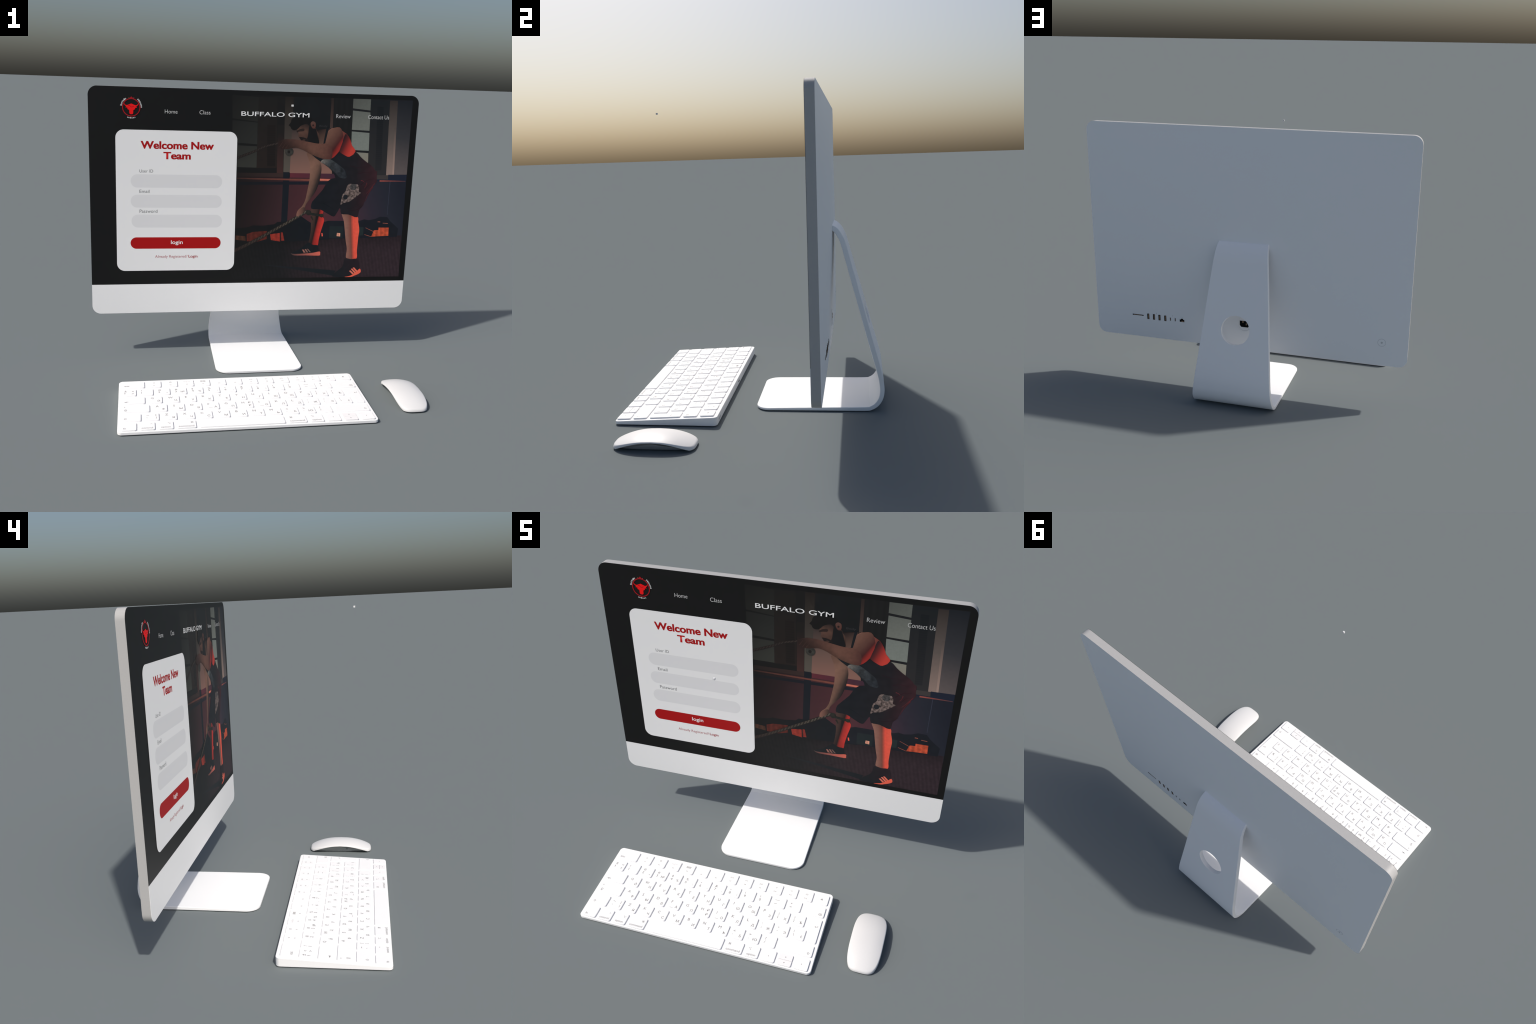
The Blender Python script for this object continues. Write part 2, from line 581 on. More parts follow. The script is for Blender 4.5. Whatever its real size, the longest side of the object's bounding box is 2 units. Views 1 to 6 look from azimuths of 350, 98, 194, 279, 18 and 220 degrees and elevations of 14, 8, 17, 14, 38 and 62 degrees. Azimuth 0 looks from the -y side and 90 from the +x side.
plate("punching_bag", [(0.209, 1.616), (0.426, 1.617), (0.433, 1.615), (0.440, 1.429), (0.423, 1.413),
                       (0.374, 1.412), (0.290, 1.494), (0.211, 1.495)],
      PM("bag_leather", (29, 30, 31), mottle=0.12, mscale=14))
label("bag_lettering", "Body", 0.374, 0.424, 1.441, 1.455, PM("bag_print", (50, 50, 51)))
plate("door_post", [(0.439, 1.617), (0.455, 1.617), (0.458, 1.437), (0.440, 1.437)],
      PM("door_post", [(0, (44, 38, 36)), (1, (66, 54, 50))], (0.45, 1.61), (0.45, 1.44)))
plate("shutter", [(0.455, 1.617), (0.573, 1.617), (0.582, 1.343), (0.541, 1.40), (0.460, 1.437)],
      PM("shutter_dark", (31, 31, 31), lines=(9, 0, 0.12)))
for nm, q, c0, c1 in (
        ("pane_top", [(0.577, 1.617), (0.689, 1.617), (0.690, 1.550), (0.578, 1.560)], (78, 80, 76), (86, 89, 84)),
        ("pane_second", [(0.579, 1.547), (0.691, 1.538), (0.693, 1.427), (0.580, 1.431)], (90, 93, 88), (102, 105, 99)),
        ("pane_third", [(0.580, 1.421), (0.694, 1.414), (0.698, 1.304), (0.584, 1.308)], (106, 111, 106), (110, 115, 109)),
        ("pane_low", [(0.585, 1.296), (0.696, 1.290), (0.700, 1.200), (0.591, 1.200)], (116, 116, 107), (122, 117, 106))):
    plate("window_pane", q, PM(nm, [(0, c0), (1, c1)], (0.6, q[0][1]), (0.65, q[2][1]), mottle=0.05, mscale=110))
plate("shutter", [(0.689, 1.617), (0.812, 1.613), (0.823, 1.154), (0.753, 1.153), (0.700, 1.211)],
      PM("shutter_blue", [(0, (31, 33, 35)), (1, (46, 45, 46))], (0.75, 1.6), (0.78, 1.16)))
plate("shutter_panel", [(0.733, 1.575), (0.774, 1.574), (0.789, 1.184), (0.749, 1.183)],
      PM("shutter_blue_slats", [(0, (28, 30, 32)), (1, (39, 39, 41))], (0.75, 1.57), (0.77, 1.19), lines=(24, math.pi / 2, 0.08)))
plate("pillar", [(0.812, 1.613), (0.862, 1.613), (0.875, 1.155), (0.823, 1.154)],
      PM("pillar_plaster", [(0, (50, 45, 43)), (0.5, (86, 78, 74)), (1, (128, 110, 102))], (0.84, 1.61), (0.85, 1.16), mottle=0.03))
plate("pillar_edge", [(0.853, 1.45), (0.866, 1.45), (0.875, 1.155), (0.864, 1.155)],
      PM("pillar_edge", [(0, (74, 67, 64)), (1, (146, 124, 114))], (0.86, 1.45), (0.86, 1.16)))
plate("wall_panel", [(0.862, 1.613), (0.958, 1.617), (0.960, 1.159), (0.875, 1.155)],
      PM("far_wall", [(0, (33, 35, 39)), (0.5, (52, 52, 55)), (1, (88, 80, 79))], (0.95, 1.60), (0.88, 1.16), mottle=0.04))
plate("window_sill", [(0.745, 1.153), (0.837, 1.154), (0.838, 1.126), (0.745, 1.127)],
      PM("sill_wood", (60, 56, 55)))
plate("wall_band", [(0.837, 1.157), (0.960, 1.159), (0.959, 1.118), (0.745, 1.118), (0.745, 1.127), (0.838, 1.126)],
      PM("blue_band", (33, 37, 49)))
plate("wall_band", [(0.203, 1.160), (0.457, 1.159), (0.516, 1.158), (0.518, 1.127), (0.459, 1.131), (0.204, 1.130)],
      PM("red_band", [(0, (86, 42, 49)), (1, (60, 42, 52))], (0.2, 1.15), (0.5, 1.15), mottle=0.05))
plate("window_sill", [(-0.128, 1.158), (0.161, 1.159), (0.168, 1.134), (-0.127, 1.134)],
      PM("ledge_brown", [(0, (34, 30, 29)), (1, (54, 42, 40))], (-0.12, 1.15), (0.16, 1.15)))
# lower half of the room
plate("lower_wall", [(-0.14, 1.134), (0.180, 1.132), (0.180, 0.80), (-0.14, 0.80)],
      PM("lower_wall_left", [(0, (29, 27, 27)), (0.5, (40, 31, 32)), (1, (54, 38, 41))], (-0.13, 1.0), (0.17, 0.95), mottle=0.04))
plate("lower_wall", [(0.180, 1.132), (0.56, 1.132), (0.56, 0.80), (0.180, 0.80)],
      PM("lower_wall_red", [(0, (60, 39, 42)), (0.7, (74, 45, 49)), (1, (66, 43, 50))], (0.19, 1.0), (0.55, 0.9), mottle=0.04))
plate("lower_wall", [(0.56, 1.118), (0.960, 1.118), (0.962, 0.72), (0.56, 0.72)],
      PM("lower_wall_blue", [(0, (62, 46, 55)), (0.35, (47, 43, 52)), (0.7, (39, 41, 49)), (1, (34, 36, 44))], (0.62, 0.9), (0.94, 1.0), mottle=0.04))
plate("wall_pipe", stroke([(0.853, 1.116), (0.851, 0.9)], 0.004, 0.003), PM("blue_pipe", (52, 54, 66)))
plate("rack_post", [(0.161, 1.165), (0.201, 1.165), (0.199, 0.80), (0.160, 0.80)], PM("rack_steel", (28, 31, 36)))
plate("rack_beam", [(-0.13, 1.102), (0.500, 1.110), (0.500, 1.091), (-0.13, 1.084)],
      PM("rack_beam", [(0, (26, 27, 29)), (1, (31, 33, 41))], (-0.12, 1.1), (0.4, 1.1)))
plate("barbell", stroke([(-0.127, 1.124), (0.10, 1.121), (0.332, 1.118)], 0.008, 0.011),
      PM("bar_rust", [(0, (52, 38, 35)), (1, (112, 66, 57))], (-0.12, 1.12), (0.33, 1.12), mottle=0.12, mscale=40))
plate("barbell", stroke([(0.395, 1.121), (0.44, 1.120), (0.490, 1.119)], 0.012, 0.010), PM("bar_lit", (186, 104, 86), mottle=0.1))
plate("barbell", stroke([(0.784, 1.117), (0.87, 1.117), (0.955, 1.116)], 0.009, 0.005),
      PM("bar_far", [(0, (136, 72, 64)), (1, (70, 52, 56))], (0.79, 1.1), (0.95, 1.1), mottle=0.15, mscale=50))
# floor
plate("gym_floor", [(-0.15, 0.765), (0.96, 0.765), (0.962, 0.490), (-0.15, 0.490)],
      PM("rubber_floor", [(0, (27, 27, 27)), (0.3, (29, 29, 30)), (0.6, (46, 38, 41)), (1, (49, 40, 44))],
         (-0.12, 0.7), (0.85, 0.56), mottle=0.18, mscale=60, lines=(14, 0.2, 0.13), shade=((0.8, 0.66), (0.8, 0.77), 0.6)))
plate("floor_stripe", [(0.049, 0.578), (0.256, 0.562), (0.495, 0.539), (0.532, 0.534), (0.518, 0.500), (0.462, 0.510), (0.256, 0.546)],
      PM("floor_stripe", (30, 33, 36)))
# bags along the wall
plate("bag_heap", [(-0.14, 0.812), (-0.053, 0.820), (-0.017, 0.832), (0.047, 0.830), (0.120, 0.840), (0.136, 0.854),
                   (0.160, 0.854), (0.241, 0.861), (0.289, 0.889), (0.330, 0.861), (0.366, 0.840), (0.473, 0.848),
                   (0.480, 0.741), (0.248, 0.729), (0.166, 0.726), (0.084, 0.722), (-0.14, 0.723)],
      PM("heap_dark", [(0, (26, 26, 26)), (1, (27, 30, 34))], (-0.1, 0.8), (0.4, 0.8), mottle=0.1))
plate("bag_heap", [(0.409, 0.844), (0.462, 0.861), (0.562, 0.861), (0.672, 0.861), (0.700, 0.871), (0.731, 0.865),
                   (0.772, 0.873), (0.805, 0.888), (0.853, 0.886), (0.872, 0.861), (0.932, 0.811), (0.928, 0.756),
                   (0.731, 0.748), (0.414, 0.745)], PM("heap_blue", (30, 32, 37), mottle=0.12, mscale=25))
plate("crate", rect(0.476, 0.565, 0.750, 0.826), PM("crate_green", (34, 40, 42), mottle=0.06))
plate("crate", rect(0.672, 0.70, 0.766, 0.820), PM("crate_teal", (37, 45, 46), mottle=0.06))
for nm, q, c in (
        ("red_bag_wide", [(-0.055, 0.776), (-0.016, 0.790), (0.073, 0.796), (0.075, 0.745), (0.019, 0.728), (-0.053, 0.731)], (74, 36, 31)),
        ("red_bag_lit", [(0.094, 0.775), (0.155, 0.783), (0.159, 0.728), (0.100, 0.738)], (124, 46, 38)),
        ("brown_bag", [(-0.125, 0.768), (-0.064, 0.763), (-0.060, 0.733), (-0.125, 0.741)], (62, 42, 34)),
        ("red_bag_thin", [(0.161, 0.787), (0.173, 0.787), (0.186, 0.734), (0.165, 0.734)], (112, 44, 38)),
        ("pale_tag", [(0.526, 0.783), (0.548, 0.781), (0.548, 0.759), (0.525, 0.762)], (220, 146, 122)),
        ("orange_bag", [(0.800, 0.817), (0.869, 0.817), (0.870, 0.763), (0.798, 0.760), (0.755, 0.757), (0.770, 0.799), (0.800, 0.801)], (168, 72, 50)),
        ("red_tag", [(0.424, 0.782), (0.431, 0.782), (0.435, 0.761), (0.427, 0.761)], (214, 84, 66))):
    plate("gym_bag", q, PM(nm, c, mottle=0.28, mscale=60, lines=(11, 0.05, 0.16)))
for k, (a, b, w) in enumerate((((0.713, 0.816), (0.766, 0.792), 0.0028), ((0.708, 0.772), (0.756, 0.757), 0.0028),
                               ((0.791, 0.855), (0.808, 0.854), 0.005), ((0.826, 0.846), (0.860, 0.844), 0.004))):
    plate("bag_strap", stroke([a, b], w, w), PM("strap_orange", (128, 74, 62), mottle=0.3))
# ropes
rope("battle_rope", [(-0.13, 1.246), (-0.075, 1.268), (-0.017, 1.292), (0.045, 1.320), (0.135, 1.343)], 0.016, 0.012,
     PM("rope_far", [(0, (34, 31, 30)), (1, (38, 34, 33))], (-0.13, 1.25), (0.12, 1.34)),
     PM("rope_far_strand", [(0, (43, 38, 36)), (1, (56, 49, 45))], (-0.13, 1.25), (0.12, 1.34), mottle=0.1), 15)

# --- athlete, back to front
plate("athlete_arm", [(0.303, 1.283), (0.320, 1.236), (0.328, 1.193), (0.329, 1.134), (0.325, 1.094), (0.316, 1.038),
                      (0.308, 0.994), (0.290, 0.954), (0.263, 0.925), (0.256, 0.893), (0.276, 0.893), (0.303, 0.930),
                      (0.314, 0.966), (0.337, 0.998), (0.367, 1.039), (0.388, 1.095), (0.399, 1.154), (0.399, 1.202),
                      (0.384, 1.237), (0.342, 1.279)],
      PM("skin_far_arm", [(0, (118, 88, 75)), (0.4, (102, 77, 66)), (0.7, (56, 46, 43)), (0.9, (28, 29, 31)), (1, (28, 29, 31))],
         (0.318, 1.12), (0.398, 1.095), mottle=0.1, mscale=40, shade=((0.35, 1.2), (0.33, 1.29), 0.6)), 5)
plate("athlete_leg", [(0.353, 0.942), (0.351, 0.877), (0.354, 0.816), (0.350, 0.754), (0.345, 0.717), (0.369, 0.708),
                      (0.403, 0.702), (0.409, 0.741), (0.420, 0.795), (0.437, 0.865), (0.423, 0.893), (0.426, 0.938)],
      PM("skin_back_leg", [(0, (68, 52, 48)), (0.25, (62, 47, 43)), (0.5, (36, 31, 31)), (0.66, (140, 46, 42)), (1, (182, 54, 48))],  # red rim light and dark core shade drawn into the skin gradient
         (0.337, 0.803), (0.418, 0.788), mottle=0.08, mscale=50, shade=((0.39, 0.78), (0.39, 0.70), 0.75)), 4)
plate("leg_shadow", stroke([(0.392, 0.905), (0.388, 0.87), (0.383, 0.835), (0.380, 0.81)], 0.020, 0.003),
      PM("leg_shadow", (32, 30, 31)))
plate("athlete_leg", [(0.554, 0.912), (0.567, 0.857), (0.577, 0.795), (0.587, 0.732), (0.598, 0.678), (0.600, 0.614),
                      (0.665, 0.612), (0.666, 0.669), (0.669, 0.753), (0.672, 0.803), (0.662, 0.853), (0.650, 0.890)],
      PM("skin_front_leg", [(0, (138, 100, 87)), (0.32, (120, 84, 74)), (0.52, (112, 66, 57)), (0.68, (204, 78, 62)), (1, (216, 86, 68))],  # right-hand stops reddened for the rim light on the shin
         (0.567, 0.747), (0.672, 0.757), mottle=0.07, mscale=50, shade=((0.60, 0.84), (0.60, 0.92), 0.8)), 4)
plate("athlete_shoe", [(0.231, 0.651), (0.283, 0.675), (0.327, 0.711), (0.347, 0.721), (0.373, 0.706), (0.405, 0.702),
                       (0.411, 0.670), (0.421, 0.660), (0.421, 0.643), (0.415, 0.635), (0.327, 0.638), (0.256, 0.638)],
      PM("shoe_dark", (28, 31, 34), mottle=0.15, mscale=30), 3)
plate("shoe_sole", [(0.231, 0.651), (0.256, 0.647), (0.314, 0.649), (0.376, 0.654), (0.419, 0.662), (0.423, 0.645),
                    (0.415, 0.635), (0.327, 0.637), (0.256, 0.637)],
      PM("sole_dusty", [(0, (70, 56, 54)), (0.5, (140, 80, 72)), (1, (186, 92, 78))], (0.24, 0.64), (0.42, 0.65)), 3)
for q in ([(0.304, 0.675), (0.314, 0.675), (0.328, 0.655), (0.315, 0.655)], [(0.320, 0.678), (0.330, 0.678), (0.345, 0.656), (0.334, 0.656)],
          [(0.335, 0.680), (0.343, 0.679), (0.363, 0.658), (0.353, 0.658)]):
    plate("shoe_stripe", q, PM("stripe_dusty", [(0, (150, 98, 86)), (1, (88, 74, 70))], (0.30, 0.67), (0.36, 0.67)))
plate("athlete_shoe", [(0.589, 0.615), (0.630, 0.610), (0.665, 0.613), (0.683, 0.597), (0.694, 0.545), (0.702, 0.528),
                       (0.688, 0.511), (0.659, 0.501), (0.630, 0.491), (0.557, 0.491), (0.511, 0.498), (0.545, 0.534), (0.577, 0.564)],
      PM("shoe_wine", [(0, (30, 32, 35)), (1, (40, 33, 37))], (0.55, 0.52), (0.69, 0.57), mottle=0.15, mscale=30), 3)
plate("shoe_sole", [(0.595, 0.4912), (0.633, 0.499), (0.670, 0.524), (0.694, 0.546), (0.702, 0.524), (0.684, 0.509), (0.659, 0.499), (0.638, 0.4912)],
      PM("sole_lit", (228, 90, 70)), 3)
for q in ([(0.623, 0.531), (0.632, 0.535), (0.656, 0.514), (0.646, 0.509)], [(0.634, 0.544), (0.643, 0.548), (0.669, 0.522), (0.660, 0.516)],
          [(0.646, 0.552), (0.655, 0.555), (0.678, 0.532), (0.671, 0.524)]):
    plate("shoe_stripe", q, PM("stripe_lit", [(0, (190, 112, 94)), (1, (224, 96, 76))], (0.62, 0.53), (0.68, 0.53)))
plate("athlete_shorts", [(0.466, 1.128), (0.417, 1.059), (0.363, 0.995), (0.350, 0.974), (0.350, 0.938), (0.404, 0.934),
                         (0.451, 0.910), (0.497, 0.889), (0.517, 0.914), (0.536, 0.943), (0.546, 0.906), (0.593, 0.902),
                         (0.651, 0.884), (0.662, 0.931), (0.685, 0.960), (0.702, 1.017), (0.732, 1.066), (0.756, 1.115),
                         (0.762, 1.147), (0.748, 1.183), (0.618, 1.145)],
      PM("shorts_cloth", [(0, (29, 31, 35)), (0.55, (33, 32, 35)), (1, (52, 34, 38))], (0.42, 1.0), (0.74, 1.02), mottle=0.22, mscale=22), 3)  # cloth colour warmed to the right by the red side light
plate("shorts_print", [(0.572, 1.081), (0.600, 1.105), (0.638, 1.097), (0.652, 1.069), (0.650, 1.049), (0.667, 1.041),
                       (0.643, 1.021), (0.611, 0.996), (0.587, 0.982), (0.554, 0.975), (0.537, 0.963), (0.541, 0.996),
                       (0.547, 1.028), (0.566, 1.052)], PM("print_ink", (96, 84, 80), mottle=0.95, mscale=75), 3)
plate("print_spot", circle(0.5665, 1.013, 0.0155, 24), PM("print_dark", (34, 36, 40)))
plate("print_spot", circle(0.614, 1.078, 0.022, 24), PM("print_grey", (62, 60, 60), mottle=0.6, mscale=90))
plate("athlete_shirt", [(0.336, 1.273), (0.399, 1.261), (0.453, 1.251), (0.504, 1.289), (0.575, 1.266), (0.612, 1.298),
                        (0.649, 1.265), (0.684, 1.238), (0.719, 1.215), (0.749, 1.183), (0.762, 1.139), (0.754, 1.095),
                        (0.645, 1.094), (0.470, 1.108), (0.493, 1.132), (0.475, 1.168), (0.444, 1.199), (0.397, 1.230)],
      PM("shirt_cloth", [(0, (30, 32, 35)), (0.55, (34, 32, 35)), (1, (54, 35, 39))], (0.46, 1.17), (0.76, 1.18), mottle=0.22, mscale=22), 2)  # red glow on the shirt's right side baked into its stops
plate("shirt_print", [(0.394, 1.230), (0.413, 1.248), (0.457, 1.247), (0.513, 1.212), (0.548, 1.185), (0.564, 1.149),
                      (0.559, 1.131), (0.518, 1.137), (0.491, 1.164), (0.457, 1.187), (0.431, 1.211)],
      PM("shirt_print", [(0, (98, 94, 89)), (0.3, (54, 57, 59)), (1, (40, 43, 47))], (0.40, 1.235), (0.54, 1.16), mottle=0.6, mscale=38), 3)
for pts, w in (([(0.60, 0.925), (0.65, 0.935), (0.69, 0.965)], 0.005), ([(0.58, 0.94), (0.63, 0.948), (0.68, 0.985)], 0.004),
               ([(0.66, 1.09), (0.70, 1.12), (0.745, 1.13)], 0.006), ([(0.69, 1.06), (0.715, 1.09), (0.74, 1.10)], 0.005),
               ([(0.42, 0.975), (0.46, 0.955), (0.50, 0.93)], 0.005), ([(0.64, 1.16), (0.68, 1.17), (0.73, 1.165)], 0.005),
               ([(0.58, 1.21), (0.64, 1.20), (0.70, 1.21)], 0.004)):
    plate("cloth_fold", stroke(pts, w, 0.001), PM("cloth_fold", [(0, (24, 26, 30)), (1, (44, 25, 31))], (0.45, 1.0), (0.72, 1.05)))
for pts, w in (([(0.752, 1.10), (0.722, 1.060), (0.70, 1.035)], 0.006), ([(0.742, 1.078), (0.715, 1.035), (0.695, 0.985)], 0.005),
               ([(0.66, 1.12), (0.675, 1.115), (0.685, 1.105)], 0.006), ([(0.70, 1.105), (0.695, 1.085), (0.685, 1.07)], 0.006)):
    plate("cloth_fold", stroke(pts, w, 0.002), PM("painted_fold_highlight", (78, 38, 42), mottle=0.2))  # thin plates drawn as red highlights along the creases
plate("athlete_neck", [(0.349, 1.430), (0.373, 1.427), (0.437, 1.436), (0.443, 1.340), (0.378, 1.340), (0.370, 1.377)],
      PM("skin_neck", [(0, (34, 30, 30)), (0.4, (64, 50, 45)), (1, (86, 66, 58))], (0.38, 1.43), (0.42, 1.36), mottle=0.06))
plate("athlete_back", [(0.407, 1.336), (0.431, 1.421), (0.470, 1.441), (0.502, 1.443), (0.519, 1.423), (0.551, 1.403),
                       (0.574, 1.370), (0.587, 1.335), (0.612, 1.300), (0.575, 1.266), (0.507, 1.297), (0.457, 1.251), (0.394, 1.281)],
      PM("skin_back", [(0, (120, 84, 73)), (0.5, (104, 60, 53)), (0.75, (96, 38, 37)), (1, (140, 46, 42))], (0.43, 1.38), (0.58, 1.33), mottle=0.04), 2)
plate("athlete_back", [(0.529, 1.373), (0.541, 1.404), (0.558, 1.393), (0.577, 1.362), (0.589, 1.331), (0.612, 1.300),  # extra skin plate coloured for the red light on the back
                       (0.576, 1.266), (0.541, 1.276), (0.507, 1.300), (0.519, 1.334)],
      PM("skin_back_painted_red_light", [(0, (38, 31, 34)), (0.3, (84, 37, 37)), (0.65, (142, 48, 44)), (1, (172, 58, 50))], (0.520, 1.345), (0.590, 1.315), mottle=0.03), 3)
plate("athlete_upper_arm", [(0.392, 1.320), (0.413, 1.375), (0.431, 1.417), (0.470, 1.441), (0.502, 1.442), (0.520, 1.419),
                            (0.529, 1.373), (0.517, 1.330), (0.502, 1.291), (0.457, 1.251), (0.396, 1.257)],
      PM("skin_upper_arm", [(0, (104, 78, 67)), (0.3, (98, 70, 60)), (0.6, (82, 56, 50)), (0.8, (66, 36, 36)), (0.94, (128, 43, 40)), (1, (140, 46, 42))],  # shaded edge, then red rim light, both painted across the arm
         (0.40, 1.40), (0.515, 1.325), mottle=0.06, shade=((0.46, 1.40), (0.43, 1.27), 0.85)), 3)
plate("athlete_head", [(0.233, 1.447), (0.239, 1.416), (0.246, 1.399), (0.243, 1.383), (0.255, 1.376), (0.259, 1.359),
                       (0.301, 1.353), (0.370, 1.344), (0.377, 1.358), (0.371, 1.404), (0.351, 1.430), (0.343, 1.472),
                       (0.311, 1.479), (0.260, 1.466)],
      PM("skin_face", [(0, (42, 36, 34)), (0.45, (84, 62, 54)), (1, (64, 48, 43))], (0.28, 1.46), (0.27, 1.36), mottle=0.12, mscale=50, shade=((0.26, 1.40), (0.33, 1.40), 0.7)), 2)
plate("athlete_hair", [(0.181, 1.449), (0.193, 1.465), (0.198, 1.484), (0.215, 1.496), (0.262, 1.501), (0.310, 1.500),
                       (0.330, 1.483), (0.321, 1.472), (0.310, 1.448), (0.292, 1.460), (0.257, 1.447), (0.238, 1.428),
                       (0.218, 1.422), (0.200, 1.427), (0.192, 1.442)], PM("hair_dark", (28, 27, 27), mottle=0.15, mscale=40), 3)
plate("athlete_ear", [(0.317, 1.464), (0.331, 1.476), (0.347, 1.468), (0.350, 1.446), (0.341, 1.432), (0.327, 1.439)],
      PM("skin_ear", [(0, (84, 62, 56)), (1, (78, 50, 45))], (0.33, 1.475), (0.335, 1.435)), 4)
plate("ear_fold", circle(0.3335, 1.452, 0.006, 16), PM("ear_shadow", (40, 33, 32)))
plate("athlete_beard", [(0.312, 1.455), (0.329, 1.434), (0.351, 1.430), (0.366, 1.388), (0.376, 1.343), (0.338, 1.343),
                        (0.285, 1.354), (0.296, 1.366), (0.304, 1.387), (0.306, 1.418)], PM("beard_dark", (28, 28, 29), mottle=0.1), 3)
plate("athlete_moustache", [(0.250, 1.379), (0.272, 1.379), (0.301, 1.370), (0.307, 1.356), (0.281, 1.367), (0.265, 1.359), (0.259, 1.367)],
      PM("moustache_dark", (34, 30, 30)), 3)
plate("athlete_brow", [(0.236, 1.418), (0.254, 1.428), (0.277, 1.431), (0.278, 1.417), (0.254, 1.413), (0.235, 1.409)],
      PM("brow_dark", (44, 36, 34)), 3)
plate("shirt_strap", [(0.417, 1.432), (0.435, 1.448), (0.415, 1.345), (0.403, 1.342)], PM("strap_dark", (28, 30, 33)))
plate("rope_coil", circle(0.192, 1.291, 0.026, 32), PM("rope_coil", (52, 51, 48), mottle=0.5, mscale=50))
plate("rope_coil", circle(0.190, 1.289, 0.009, 20), PM("rope_gap", (34, 32, 31)))
plate("athlete_forearm", [(0.122, 1.328), (0.126, 1.351), (0.162, 1.365), (0.197, 1.366), (0.237, 1.364), (0.297, 1.354),
                          (0.350, 1.345), (0.383, 1.342), (0.435, 1.339), (0.462, 1.305), (0.461, 1.253), (0.424, 1.249),
                          (0.383, 1.257), (0.325, 1.279), (0.280, 1.302), (0.243, 1.314), (0.219, 1.314), (0.172, 1.305), (0.140, 1.313)],
      PM("skin_forearm", [(0, (60, 45, 42)), (0.3, (76, 54, 48)), (0.65, (96, 68, 58)), (0.85, (90, 62, 54)), (1, (72, 46, 43))], (0.13, 1.33), (0.46, 1.29), mottle=0.12, mscale=45, shade=((0.28, 1.345), (0.25, 1.285), 0.45)), 4)  # muscle shading painted on: lower edge of the forearm darkened
for a, b in (((0.130, 1.318), (0.150, 1.350)), ((0.148, 1.310), (0.170, 1.345)), ((0.166, 1.308), (0.190, 1.340))):
    plate("finger_crease", stroke([a, b], 0.004, 0.002), PM("finger_crease", (58, 42, 39)))
rope("battle_rope", [(-0.131, 0.670), (-0.057, 0.706), (0.042, 0.759), (0.141, 0.816), (0.221, 0.861), (0.280, 0.897),
                     (0.320, 0.920), (0.339, 0.918)], 0.021, 0.018,
     PM("rope_near", [(0, (38, 33, 31)), (1, (40, 39, 36))], (-0.13, 0.67), (0.33, 0.92)),
     PM("rope_near_strand", [(0, (46, 38, 35)), (0.5, (64, 58, 52)), (1, (82, 76, 68))], (-0.13, 0.67), (0.33, 0.92), mottle=0.15), 24)
plate("athlete_hand", [(0.300, 0.948), (0.263, 0.925), (0.256, 0.893), (0.268, 0.890), (0.290, 0.905), (0.312, 0.93)],
      PM("skin_hand", [(0, (116, 82, 71)), (1, (62, 48, 44))], (0.262, 0.92), (0.305, 0.92)), 4)
plate("rope_handle", stroke([(0.330, 0.908), (0.375, 0.901), (0.428, 0.894)], 0.015, 0.016), PM("rope_grip", (36, 38, 36), mottle=0.3, mscale=50))
plate("rope_knot", circle(0.333, 0.913, 0.017, 20), PM("rope_knot", (40, 40, 37), mottle=0.4, mscale=60))
plate("rope_knot", circle(0.418, 0.895, 0.012, 20), PM("rope_end", (42, 43, 38), mottle=0.4, mscale=60))
plate("rope_tail", stroke([(0.351, 0.889), (0.358, 0.877), (0.364, 0.865)], 0.012, 0.006), PM("rope_tail", (40, 39, 35), mottle=0.4))

# --- web page in front of the photo
INK_WHITE = PM("page_white", (178, 178, 178))
INK_TITLE = PM("page_title_white", (226, 226, 226))
INK_RED = PM("page_red", (146, 21, 23))
INK_DARK = PM("page_grey_text", (92, 92, 94))
INK_WINE = PM("page_wine_text", (150, 70, 74))
label("menu_lettering", "Home", -0.562, -0.488, 1.500, 1.522, INK_WHITE, -0.006)
label("menu_lettering", "Class", -0.359, -0.294, 1.500, 1.523, INK_WHITE, -0.006)
label("page_title", "BUFFALO GYM", -0.110, 0.307, 1.498, 1.524, INK_TITLE, 0.008)
label("menu_lettering", "Review", 0.475, 0.566, 1.499, 1.522, INK_WHITE, -0.006)
label("menu_lettering", "Contact Us", 0.678, 0.813, 1.499, 1.523, INK_WHITE, -0.006)
plate("login_card", round_rect(-0.848, -0.130, 0.548, 1.402, 0.048, 12), PM("card_white", (211, 211, 213)))
for dx in (-0.0010, 0.0010):
    label("card_heading", "Welcome New", -0.702 + dx, -0.270 + dx, 1.292, 1.338, INK_RED, 0.026)
    label("card_heading", "Team", -0.569 + dx, -0.408 + dx, 1.232, 1.276, INK_RED, 0.026)
FIELD = PM("field_grey", (197, 197, 198))
for body, x1, z0, z1, box in (("User ID", -0.630, 1.152, 1.170, (-0.762, -0.216, 1.062, 1.141)),
                              ("Email", -0.652, 1.030, 1.049, (-0.763, -0.216, 0.941, 1.019)),
                              ("Password", -0.605, 0.909, 0.929, (-0.759, -0.212, 0.819, 0.898))):
    label("field_caption", body, -0.711, x1, z0, z1, INK_DARK)
    plate("text_field", round_rect(*box, 0.0385, 12), FIELD)
plate("login_button", round_rect(-0.766, -0.217, 0.687, 0.758, 0.0352, 12), INK_RED)
label("button_lettering", "login", -0.523, -0.451, 0.708, 0.739, PM("button_text", (222, 214, 214)), 0.012)
label("card_footnote", "Already Registered?", -0.619, -0.422, 0.624, 0.646, INK_WINE)
label("card_footnote", "Login", -0.415, -0.359, 0.624, 0.646, PM("footnote_bold", (140, 40, 44)), 0.02)

